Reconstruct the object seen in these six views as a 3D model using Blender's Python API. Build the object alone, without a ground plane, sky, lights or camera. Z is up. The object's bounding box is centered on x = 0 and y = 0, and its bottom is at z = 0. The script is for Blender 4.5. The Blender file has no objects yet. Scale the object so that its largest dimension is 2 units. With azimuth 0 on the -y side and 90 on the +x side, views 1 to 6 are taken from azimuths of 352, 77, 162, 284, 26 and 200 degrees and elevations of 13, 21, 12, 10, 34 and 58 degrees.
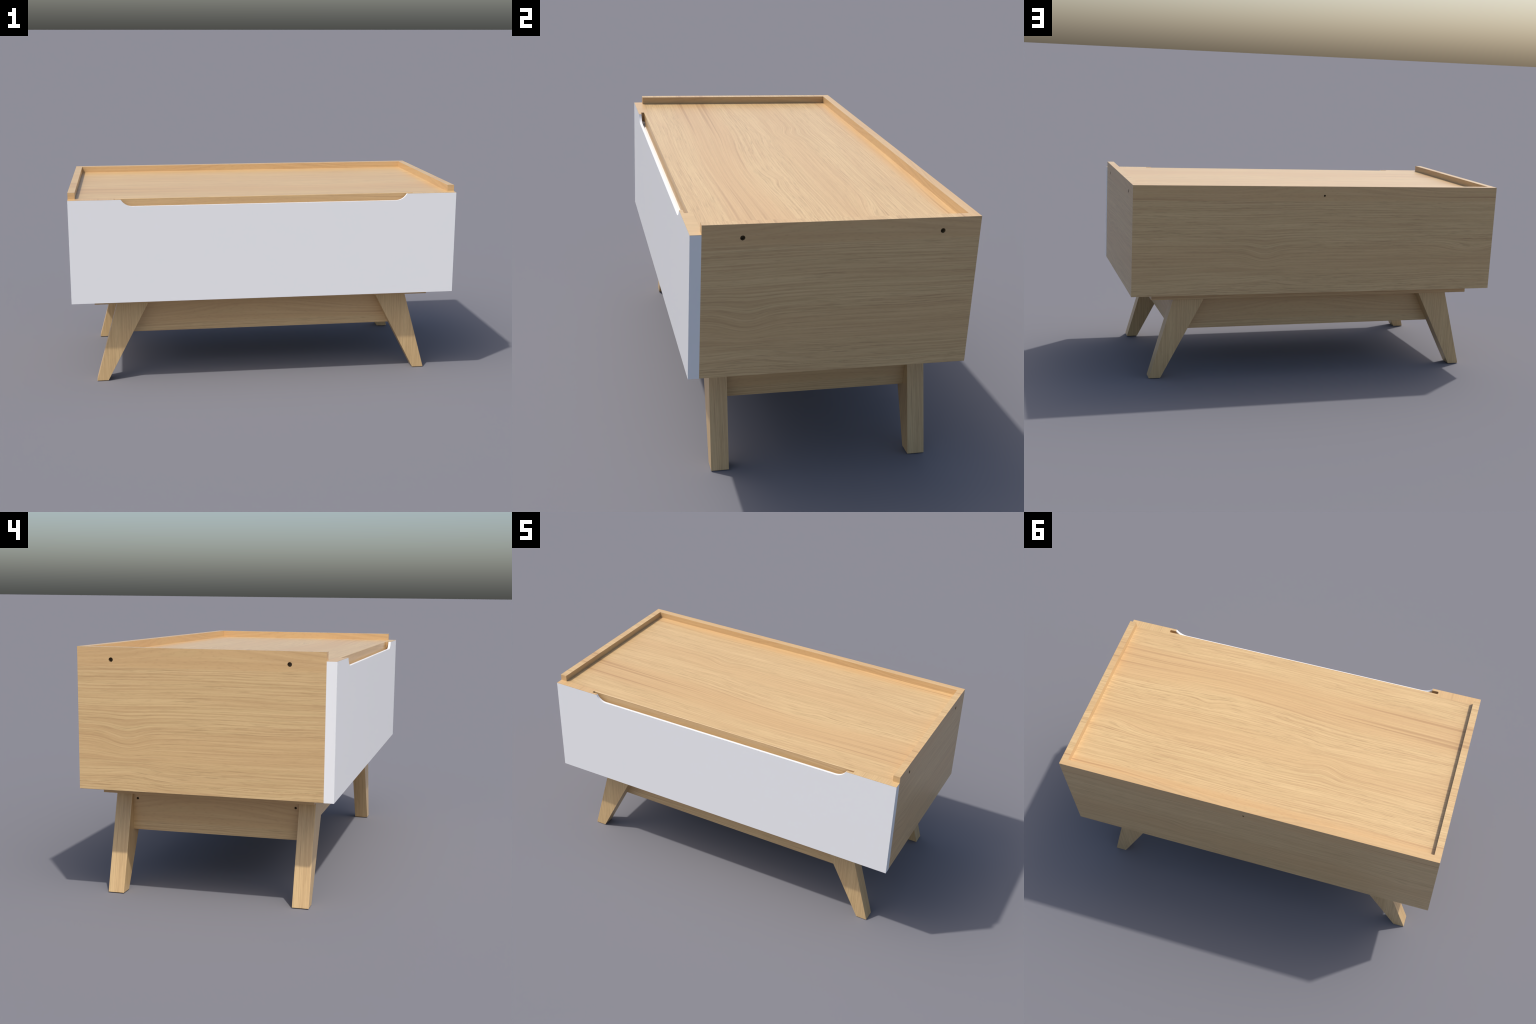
"""Low oak storage chest: open-tray lid, white front with a finger notch,
stepped plinth plate and four splayed tapered legs.  Metres, z up."""
import bpy, bmesh, math
from mathutils import Matrix

# ------------------------------------------------------------------ sizes
HALF_X = 1.0                      # half length of the box
Y_FRONT, Y_BACK = -0.5145, 0.5145
Z_BOX, Z_FLOOR_SEAM, Z_LID, Z_RIM = 0.456, 0.4885, 0.9888, 1.0222
BOARD = 0.0352                    # board thickness
Y_DOOR_BACK = -0.475              # back of the white front
Y_SKIN_BACK = -0.503              # back of the thin outer skin of the front
Y_SLOT_BACK = -0.4865             # back wall of the finger slot
NOTCH_X, NOTCH_FLAT_X, NOTCH_Z, NOTCH_R = 0.738, 0.680, 0.9536, 0.064
SLOT_X, SLOT_Z, SLOT_R = 0.7725, 0.9325, 0.006
Y_LID_FRONT = -0.4700
VENEER = 0.001

# ------------------------------------------------------------------ node helper
class Net:
    def __init__(self, mat):
        mat.use_nodes = True
        self.t = mat.node_tree
        self.t.nodes.clear()

    def add(self, kind, **props):
        n = self.t.nodes.new(kind)
        for k, v in props.items():
            setattr(n, k, v)
        return n

    def put(self, sock, val):
        if isinstance(val, bpy.types.NodeSocket):
            self.t.links.new(val, sock)
        else:
            sock.default_value = val

    def m(self, op, a, b=0.0, c=0.0, clamp=False):
        n = self.add('ShaderNodeMath', operation=op, use_clamp=clamp)
        for i, x in enumerate((a, b, c)):
            self.put(n.inputs[i], x)
        return n.outputs[0]

    def mixf(self, f, a, b):
        n = self.add('ShaderNodeMix', data_type='FLOAT')
        self.put(n.inputs[0], f); self.put(n.inputs[2], a); self.put(n.inputs[3], b)
        return n.outputs[0]

    def mixc(self, f, a, b, mode='MIX'):
        n = self.add('ShaderNodeMix', data_type='RGBA', blend_type=mode)
        self.put(n.inputs[0], f); self.put(n.inputs[6], a); self.put(n.inputs[7], b)
        return n.outputs[2]

    def xyz(self, x, y, z=0.0):
        n = self.add('ShaderNodeCombineXYZ')
        for i, v in enumerate((x, y, z)):
            self.put(n.inputs[i], v)
        return n.outputs[0]

    def noise(self, x, y, z=0.0, detail=2.0, rough=0.5):
        n = self.add('ShaderNodeTexNoise')
        self.put(n.inputs['Vector'], self.xyz(x, y, z))
        n.inputs['Scale'].default_value = 1.0
        n.inputs['Detail'].default_value = detail
        n.inputs['Roughness'].default_value = rough
        return n.outputs[0]

    def smooth(self, v, lo, hi, a=0.0, b=1.0):
        n = self.add('ShaderNodeMapRange', interpolation_type='SMOOTHSTEP')
        self.put(n.inputs[0], v)
        for i, x in zip((1, 2, 3, 4), (lo, hi, a, b)):
            self.put(n.inputs[i], x)
        return n.outputs[0]

    def blob(self, u, v, cu, cv, ru, rv):
        """Gaussian bump exp(-d^2)."""
        du = self.m('DIVIDE', self.m('SUBTRACT', u, cu), ru)
        dv = self.m('DIVIDE', self.m('SUBTRACT', v, cv), rv)
        d2 = self.m('ADD', self.m('MULTIPLY', du, du), self.m('MULTIPLY', dv, dv))
        return self.m('EXPONENT', self.m('MULTIPLY', d2, -1.0))


def rgb(r, g, b):
    """sRGB 0-255 to linear RGBA."""
    f = lambda c: (c / 12.92) if c <= 0.04045 else ((c + 0.055) / 1.055) ** 2.4
    return tuple(f(x / 255.0) for x in (r, g, b)) + (1.0,)


# ------------------------------------------------------------------ materials
def oak(name, layout='box', shift_u=0.0, shift_v=0.0, light=1.0, figure=1.0):
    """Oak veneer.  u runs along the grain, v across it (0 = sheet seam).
    layout 'box': sheets wrap each face of the carcass with level grain;
    'upright': grain runs up the piece; 'crosswise': grain runs front to back."""
    mat = bpy.data.materials.new(name)
    N = Net(mat)
    tc = N.add('ShaderNodeTexCoord')
    sep = N.add('ShaderNodeSeparateXYZ'); N.put(sep.inputs[0], tc.outputs['Object'])
    X, Y, Z = sep.outputs
    nrm = N.add('ShaderNodeSeparateXYZ'); N.put(nrm.inputs[0], tc.outputs['Normal'])
    NX, NY, NZ = nrm.outputs
    is_top = N.m('GREATER_THAN', N.m('ABSOLUTE', NZ), 0.6)
    is_side = N.m('GREATER_THAN', N.m('ABSOLUTE', NX), 0.6)
    sgn_x = N.m('SIGN', NX); sgn_y = N.m('SIGN', NY)
    if layout == 'box':
        u_back = N.m('MULTIPLY', N.m('MULTIPLY', X, sgn_y), -1.0)
        u_side = N.m('MULTIPLY', Y, sgn_x)
        u = N.mixf(is_side, u_back, u_side)
        u = N.mixf(is_top, u, X)
        v = N.mixf(is_top, N.m('SUBTRACT', 0.945, Z), N.m('SUBTRACT', 0.425, Y))
    elif layout == 'upright':
        u = N.mixf(is_top, Z, X)
        v = N.mixf(is_top, N.mixf(is_side, X, Y), Y)
    else:
        u, v = Y, X
    u = N.m('ADD', u, shift_u)
    v = N.m('ADD', v, shift_v)

    # --- flow of the grain: long lazy bends, plus the swirl, the knot and the cathedral arch
    bend = N.m('SUBTRACT', N.noise(N.m('MULTIPLY', u, 0.9), N.m('MULTIPLY', v, 2.6), 3.1, 1.0), 0.5)
    wob = N.m('SUBTRACT', N.noise(N.m('MULTIPLY', u, 4.5), N.m('MULTIPLY', v, 11.0), 9.4, 2.0), 0.5)
    w = N.m('MULTIPLY_ADD', bend, 0.065, v)
    w = N.m('MULTIPLY_ADD', wob, 0.005, w)
    w = N.m('MULTIPLY_ADD', N.blob(u, v, -0.315, 0.300, 0.085, 0.085), -0.032, w)
    w = N.m('MULTIPLY_ADD', N.blob(u, v, -0.300, 0.400, 0.10, 0.06), 0.022, w)
    w = N.m('MULTIPLY_ADD', N.blob(u, v, 0.400, 0.510, 0.07, 0.040), 0.014, w)
    w = N.m('MULTIPLY_ADD', N.blob(u, v, 0.900, 0.270, 0.22, 0.050), -0.050, w)
    w = N.m('MULTIPLY_ADD', N.blob(u, v, 0.150, 0.640, 0.60, 0.140), -0.050, w)
    w = N.m('MULTIPLY_ADD', N.blob(u, v, 0.050, -0.110, 0.45, 0.070), 0.060, w)

    # --- where the sheet is heartwood (warm, long lines) or sapwood (pale, flecked)
    edge = N.m('MULTIPLY_ADD', N.m('SUBTRACT', N.noise(N.m('MULTIPLY', u, 1.6), N.m('MULTIPLY', w, 14.0), 5.0, 2.0), 0.5), 0.10, w)
    heart = N.m('MAXIMUM',
                N.m('SUBTRACT', N.smooth(edge, 0.515, 0.585), N.smooth(edge, 0.705, 0.800)),
                N.m('LESS_THAN', v, 0.0))
    mid = N.m('MULTIPLY', N.m('SUBTRACT', N.smooth(edge, 0.20, 0.275), N.smooth(edge, 0.34, 0.43)), 0.55)
    heart = N.m('MAXIMUM', heart, mid)
    sap = N.m('SUBTRACT', 1.0, heart, clamp=True)

    # --- streaks
    broad = N.noise(N.m('MULTIPLY', u, 0.9), N.m('MULTIPLY', w, 30.0), 1.7, 3.0, 0.55)
    fine = N.noise(N.m('MULTIPLY', u, 1.7), N.m('MULTIPLY', w, 185.0), 4.2, 2.0, 0.6)
    lines = N.noise(N.m('MULTIPLY', u, 0.55), N.m('MULTIPLY', w, 60.0), 7.7, 1.0, 0.4)
    line = N.smooth(lines, 0.57, 0.72)
    flecks = N.noise(N.m('MULTIPLY', u, 10.0), N.m('MULTIPLY', w, 190.0), 2.3, 2.0, 0.6)
    fleck = N.smooth(flecks, 0.50, 0.74)
    pores = N.noise(N.m('MULTIPLY', u, 40.0), N.m('MULTIPLY', w, 360.0), 8.8, 2.0, 0.6)
    patchy = N.smooth(N.noise(N.m('MULTIPLY', u, 2.2), N.m('MULTIPLY', v, 9.0), 6.1, 1.0), 0.36, 0.60, 0.45, 1.0)
    hue = N.noise(N.m('MULTIPLY', u, 2.5), N.m('MULTIPLY', w, 60.0), 11.5, 2.0, 0.6)

    calm = N.m('MULTIPLY_ADD', heart, -0.45, 1.0)          # heartwood is plainer than sapwood
    col = N.mixc(N.m('MULTIPLY', heart, 0.70), OAK_PALE, OAK_WARM)
    col = N.mixc(N.smooth(hue, 0.50, 0.72, 0.0, 0.55), col, OAK_ROSY)
    col = N.mixc(N.smooth(hue, 0.48, 0.28, 0.0, 0.28), col, OAK_OLIVE)
    col = N.mixc(N.smooth(broad, 0.42, 0.70, 0.0, 0.22), col, OAK_SHADE)
    col = N.mixc(N.m('MULTIPLY', calm, N.smooth(fine, 0.46, 0.66, 0.0, 0.52 * figure)), col, OAK_SHADE)
    col = N.mixc(N.m('MULTIPLY', calm, N.smooth(fine, 0.48, 0.30, 0.0, 0.46 * figure)), col, OAK_HIGH)
    col = N.mixc(N.m('MULTIPLY', N.m('MULTIPLY', line, heart), 0.58 * figure), col, OAK_LINE)
    col = N.mixc(N.m('MULTIPLY', N.m('MULTIPLY', fleck, N.m('MULTIPLY_ADD', sap, 0.75, 0.25)), N.m('MULTIPLY', patchy, 0.48 * figure)), col, OAK_FLECK)
    col = N.mixc(N.smooth(pores, 0.52, 0.74, 0.0, 0.18), col, OAK_LINE)
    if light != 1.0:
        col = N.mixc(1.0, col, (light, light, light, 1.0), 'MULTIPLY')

    bump = N.add('ShaderNodeBump')
    bump.inputs['Strength'].default_value = 0.12
    bump.inputs['Distance'].default_value = 0.002
    N.put(bump.inputs['Height'], N.m('SUBTRACT', fine, N.m('MULTIPLY', fleck, 0.5)))
    b = N.add('ShaderNodeBsdfPrincipled')
    N.put(b.inputs['Base Color'], col)
    b.inputs['Roughness'].default_value = OAK_ROUGH
    N.put(b.inputs['Normal'], bump.outputs[0])
    o = N.add('ShaderNodeOutputMaterial')
    N.put(o.inputs[0], b.outputs[0])
    return mat


OAK_PALE = rgb(204, 173, 125)
OAK_WARM = rgb(199, 162, 114)
OAK_SHADE = rgb(181, 146, 102)
OAK_HIGH = rgb(216, 186, 137)
OAK_ROSY = rgb(199, 165, 119)
OAK_OLIVE = rgb(196, 170, 120)
OAK_LINE = rgb(161, 123, 83)
OAK_FLECK = rgb(151, 121, 82)
OAK_ROUGH = 0.34


def lacquer():
    mat = bpy.data.materials.new('white_lacquer')
    N = Net(mat)
    tc = N.add('ShaderNodeTexCoord')
    n = N.add('ShaderNodeTexNoise'); N.put(n.inputs['Vector'], tc.outputs['Object'])
    n.inputs['Scale'].default_value = 5.0
    n.inputs['Detail'].default_value = 3.0
    col = N.mixc(N.smooth(n.outputs[0], 0.35, 0.65), WHITE_A, WHITE_B)
    b = N.add('ShaderNodeBsdfPrincipled')
    N.put(b.inputs['Base Color'], col)
    b.inputs['Roughness'].default_value = 0.35
    o = N.add('ShaderNodeOutputMaterial'); N.put(o.inputs[0], b.outputs[0])
    return mat


WHITE_A = (0.795, 0.795, 0.795, 1.0)
WHITE_B = (0.791, 0.794, 0.794, 1.0)

M_BOX = oak('oak_veneer')
M_CROSS = oak('oak_crosswise_edge', 'crosswise', 0.3, 0.1, figure=0.5)
M_LEG = oak('oak_upright', 'upright', 0.15, 0.86, figure=0.8)
M_BASE = oak('oak_heartwood', 'box', 0.1, -0.66)
M_WHITE = lacquer()
M_BORE = oak('oak_bore_dark', 'upright', light=0.40)  # same oak pattern with the base colour multiplied by 0.40, used on the hole walls

# ------------------------------------------------------------------ geometry helpers
root = bpy.data.objects.new('storage_chest', None)
bpy.context.scene.collection.objects.link(root)
root['label'] = 'low oak storage chest with white front and splayed legs'
root['category'] = 'storage chest'


def finish(bm, name, mat, bevel=0.0, segs=2):
    bmesh.ops.recalc_face_normals(bm, faces=bm.faces)
    if bevel:
        edges = [e for e in bm.edges if len(e.link_faces) == 2 and e.calc_face_angle(0) > math.radians(40)]
        bmesh.ops.bevel(bm, geom=edges, offset=bevel, segments=segs, profile=0.5, affect='EDGES', clamp_overlap=True)
    me = bpy.data.meshes.new(name)
    bm.to_mesh(me); bm.free()
    me.materials.append(mat)
    return me


def place(me, name, parent=root):
    ob = bpy.data.objects.new(name, me)
    bpy.context.scene.collection.objects.link(ob)
    ob.parent = parent
    return ob


def add_box(bm, x0, x1, y0, y1, z0, z1):
    m = Matrix.Translation(((x0 + x1) / 2, (y0 + y1) / 2, (z0 + z1) / 2)) @ Matrix.Diagonal((x1 - x0, y1 - y0, z1 - z0, 1))
    bmesh.ops.create_cube(bm, size=1.0, matrix=m)


def add_prism(bm, pts, lo, hi, plane='xy'):
    """Extrude a polygon: 'xy' outlines rise from z=lo to hi, 'xz' outlines run from y=lo to hi."""
    put = (lambda p, h: (p[0], p[1], h)) if plane == 'xy' else (lambda p, h: (p[0], h, p[1]))
    a = [bm.verts.new(put(p, lo)) for p in pts]
    b = [bm.verts.new(put(p, hi)) for p in pts]
    bm.faces.new(a); bm.faces.new(list(reversed(b)))
    for i in range(len(pts)):
        j = (i + 1) % len(pts)
        bm.faces.new((a[i], b[i], b[j], a[j]))


def add_prism_x(bm, pts, x0, x1):
    """Extrude a (y, z) outline along x."""
    a = [bm.verts.new((x0, y, z)) for y, z in pts]
    b = [bm.verts.new((x1, y, z)) for y, z in pts]
    bm.faces.new(a); bm.faces.new(list(reversed(b)))
    for i in range(len(pts)):
        j = (i + 1) % len(pts)
        bm.faces.new((a[i], b[i], b[j], a[j]))


def box(name, mat, dims, bevel=0.0, mesh_only=False):
    bm = bmesh.new(); add_box(bm, *dims)
    me = finish(bm, name, mat, bevel)
    return me if mesh_only else place(me, name)


def prism(name, mat, pts, lo, hi, plane='xy', bevel=0.0, segs=2):
    bm = bmesh.new(); add_prism(bm, pts, lo, hi, plane)
    return place(finish(bm, name, mat, bevel, segs), name)


def drill(ob, holes):
    """Sink blind round holes; each is (centre, axis, radius, depth)."""
    bm = bmesh.new()
    for (c, axis, r, d) in holes:
        rot = Matrix.Rotation(math.pi / 2, 4, 'Y' if axis == 'x' else 'X')
        bmesh.ops.create_cone(bm, cap_ends=True, segments=28, radius1=r, radius2=r, depth=2 * d,
                              matrix=Matrix.Translation(c) @ rot)
    bmesh.ops.recalc_face_normals(bm, faces=bm.faces)
    cm = bpy.data.meshes.new('drill_bit'); bm.to_mesh(cm); bm.free()
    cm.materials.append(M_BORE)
    cutter = bpy.data.objects.new('drill_bit', cm)
    bpy.context.scene.collection.objects.link(cutter)
    mod = ob.modifiers.new('drill', 'BOOLEAN')
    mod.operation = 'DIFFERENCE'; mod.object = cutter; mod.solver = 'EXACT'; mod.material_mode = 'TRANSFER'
    dg = bpy.context.evaluated_depsgraph_get()
    me = bpy.data.meshes.new_from_object(ob.evaluated_get(dg))
    me.name = ob.name
    ob.modifiers.clear()
    ob.data = me
    bpy.data.objects.remove(cutter, do_unlink=True)
    bpy.data.meshes.remove(cm)


# ------------------------------------------------------------------ carcass
IN_X = HALF_X - BOARD
IN_Y = Y_BACK - BOARD

# side panels, mitred into the back panel; their tops stand proud as the tray rim
for s in (-1, 1):
    pts = [(s * HALF_X, Y_DOOR_BACK), (s * HALF_X, Y_BACK), (s * IN_X, IN_Y), (s * IN_X, Y_DOOR_BACK)]
    ob = prism('side_panel', M_BOX, pts, Z_FLOOR_SEAM + 0.0002, Z_RIM)
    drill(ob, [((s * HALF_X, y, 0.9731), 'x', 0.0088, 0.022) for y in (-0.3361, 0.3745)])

ob = prism('back_panel', M_BOX, [(-HALF_X, Y_BACK), (HALF_X, Y_BACK), (IN_X, IN_Y), (-IN_X, IN_Y)], Z_BOX, Z_RIM)
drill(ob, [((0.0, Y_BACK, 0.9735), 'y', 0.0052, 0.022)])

# bottom board shows as a thin edge under each side panel
prism('bottom_panel', M_BOX,
      [(-HALF_X, Y_DOOR_BACK), (HALF_X, Y_DOOR_BACK), (HALF_X, Y_BACK), (IN_X, IN_Y), (-IN_X, IN_Y), (-HALF_X, Y_BACK)],
      Z_BOX, Z_FLOOR_SEAM, bevel=0.0012, segs=1)

# lid board lying between the rims
box('lid_board', M_BOX, (-IN_X, IN_X, Y_LID_FRONT, IN_Y, SLOT_Z + 0.001, Z_LID))

# ------------------------------------------------------------------ white front with notch
Z_TOP = Z_LID - VENEER


def notch_curve(n=14):
    """Right-hand side of the notch, from the top edge down to the flat."""
    cz = NOTCH_Z + NOTCH_R
    a0 = math.asin((NOTCH_X - NOTCH_FLAT_X) / NOTCH_R)
    pts = []
    for i in range(n + 1):
        a = a0 * (1 - i / n)
        pts.append((NOTCH_FLAT_X + NOTCH_R * math.sin(a), cz - NOTCH_R * math.cos(a)))
    return pts


right = notch_curve()
right[0] = (NOTCH_X, Z_TOP)
left = [(-x, z) for x, z in reversed(right)]
skin = [(-HALF_X, Z_BOX), (HALF_X, Z_BOX), (HALF_X, Z_TOP)] + right + left + [(-HALF_X, Z_TOP)]
bm = bmesh.new()
add_prism(bm, skin, Y_FRONT, Y_SKIN_BACK, 'xz')
E_X = SLOT_X + 0.002
SLOT_END_Z = 0.9455               # the slot is shallower beyond the notch
core = [(-HALF_X, Z_BOX), (HALF_X, Z_BOX), (HALF_X, Z_TOP), (E_X, Z_TOP), (E_X, SLOT_END_Z), (NOTCH_X, SLOT_END_Z), (NOTCH_X, SLOT_Z),
        (-NOTCH_X, SLOT_Z), (-NOTCH_X, SLOT_END_Z), (-E_X, SLOT_END_Z), (-E_X, Z_TOP), (-HALF_X, Z_TOP)]
add_prism(bm, core, Y_SKIN_BACK, Y_DOOR_BACK, 'xz')
# weld skin and core outline so the sides read as one board
bmesh.ops.remove_doubles(bm, verts=bm.verts, dist=1e-5)
place(finish(bm, 'front_panel', M_WHITE), 'front_panel')


def slot_end():
    """Plan outline of a slot end, front to back, with small milled radii in both corners."""
    f, b, r = Y_SKIN_BACK + 0.001, Y_SLOT_BACK, SLOT_R
    arc = [math.radians(15 * i) for i in range(7)]
    return ([(SLOT_X - r + r * math.sin(a), f + r - r * math.cos(a)) for a in arc] +
            [(SLOT_X - r + r * math.cos(a), b - r + r * math.sin(a)) for a in arc])


# crosswise oak edging on top of the front, left and right of the notch
for s in (-1, 1):
    pts = [(NOTCH_X, Y_FRONT), (HALF_X, Y_FRONT), (HALF_X, Y_DOOR_BACK), (IN_X, Y_DOOR_BACK), (IN_X, Y_LID_FRONT),
           (SLOT_X - SLOT_R, Y_LID_FRONT)] + slot_end()[::-1] + [(NOTCH_X, Y_SKIN_BACK + 0.001)]
    prism('front_edging', M_CROSS, [(s * x, y) for x, y in pts], Z_TOP, Z_LID)

# oak lining of the finger slot: back wall, two ends, two stubs behind the skin
bm = bmesh.new()
COVE = 0.0004                                            # barely hollowed back wall
top_y, top_z, low_y = Y_SLOT_BACK, Z_LID - 0.0014, -0.4865
wall = [(Y_LID_FRONT, Z_LID), (top_y + 0.0014, Z_LID)]
for i in range(15):
    t = i / 14
    wall.append((top_y + (low_y - top_y) * t + COVE * math.sin(math.pi * t) ** 0.8, top_z + (SLOT_Z + 0.0002 - top_z) * t))
wall.append((Y_LID_FRONT, SLOT_Z + 0.0002))
add_prism_x(bm, wall, -NOTCH_X + 0.001, NOTCH_X - 0.001)
short = [(Y_LID_FRONT, Z_LID), (top_y + 0.0014, Z_LID), (top_y, top_z), (top_y, SLOT_END_Z + 0.0002), (Y_LID_FRONT, SLOT_END_Z + 0.0002)]
for a, b in ((-SLOT_X + SLOT_R, -NOTCH_X + 0.001), (NOTCH_X - 0.001, SLOT_X - SLOT_R)):
    add_prism_x(bm, short, a, b)
cheek = [(E_X, Y_SKIN_BACK + 0.001)] + slot_end() + [(SLOT_X - SLOT_R, Y_LID_FRONT), (E_X, Y_LID_FRONT)]
stub = [(NOTCH_X, Z_TOP), (NOTCH_X, SLOT_END_Z), (E_X, SLOT_END_Z), (E_X, Z_TOP)]
for s in (-1, 1):
    add_prism(bm, [(s * x, y) for x, y in cheek], SLOT_END_Z, Z_TOP)
    add_prism(bm, [(s * x, z) for x, z in stub], Y_SKIN_BACK, Y_SKIN_BACK + 0.001, 'xz')
place(finish(bm, 'finger_slot_lining', M_BOX), 'finger_slot_lining')

# ------------------------------------------------------------------ base
Z_PLATE = 0.4225
box('base_plate', M_BASE, (-0.8885, 0.8885, -0.4190, 0.4595, Z_PLATE, Z_BOX - 0.0005), bevel=0.001)

# legs: outer edge splays from 0.772 to 0.890, inner edge from 0.610 to 0.830
LEG_T = 0.0680
leg_profile = [(0.7720, Z_PLATE), (0.8900, 0.0), (0.8300, 0.0), (0.6095, Z_PLATE)]
bm = bmesh.new()
add_prism(bm, leg_profile, -LEG_T / 2, LEG_T / 2, 'xz')
leg_mesh = finish(bm, 'leg', M_LEG, bevel=0.0006)
Y_LEG_F, Y_LEG_B = -0.4050 + LEG_T / 2, 0.4450 - LEG_T / 2
for turn, y in ((math.pi, Y_LEG_F), (0.0, Y_LEG_F), (0.0, Y_LEG_B), (math.pi, Y_LEG_B)):
    leg = place(leg_mesh, 'leg')
    leg.location = (0, y, 0)
    leg.rotation_euler = (0, 0, turn)

# aprons between the legs
Z_APRON = 0.2462
APRON_X = 0.767
AP = 0.035
y0, y1 = Y_LEG_F + LEG_T / 2, Y_LEG_B - LEG_T / 2
for s in (-1, 1):
    a, b = sorted((s * APRON_X, s * (APRON_X - AP)))
    ob = box('side_apron', M_BASE, (a, b, y0, y1, Z_APRON, Z_PLATE))
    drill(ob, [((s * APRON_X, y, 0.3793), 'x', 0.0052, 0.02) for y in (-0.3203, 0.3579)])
for ya, yb in ((y0 + 0.001, y0 + AP), (y1 - AP, y1 - 0.001)):
    box('long_apron', M_BASE, (-APRON_X + AP, APRON_X - AP, ya, yb, Z_APRON - 0.0015, Z_PLATE))
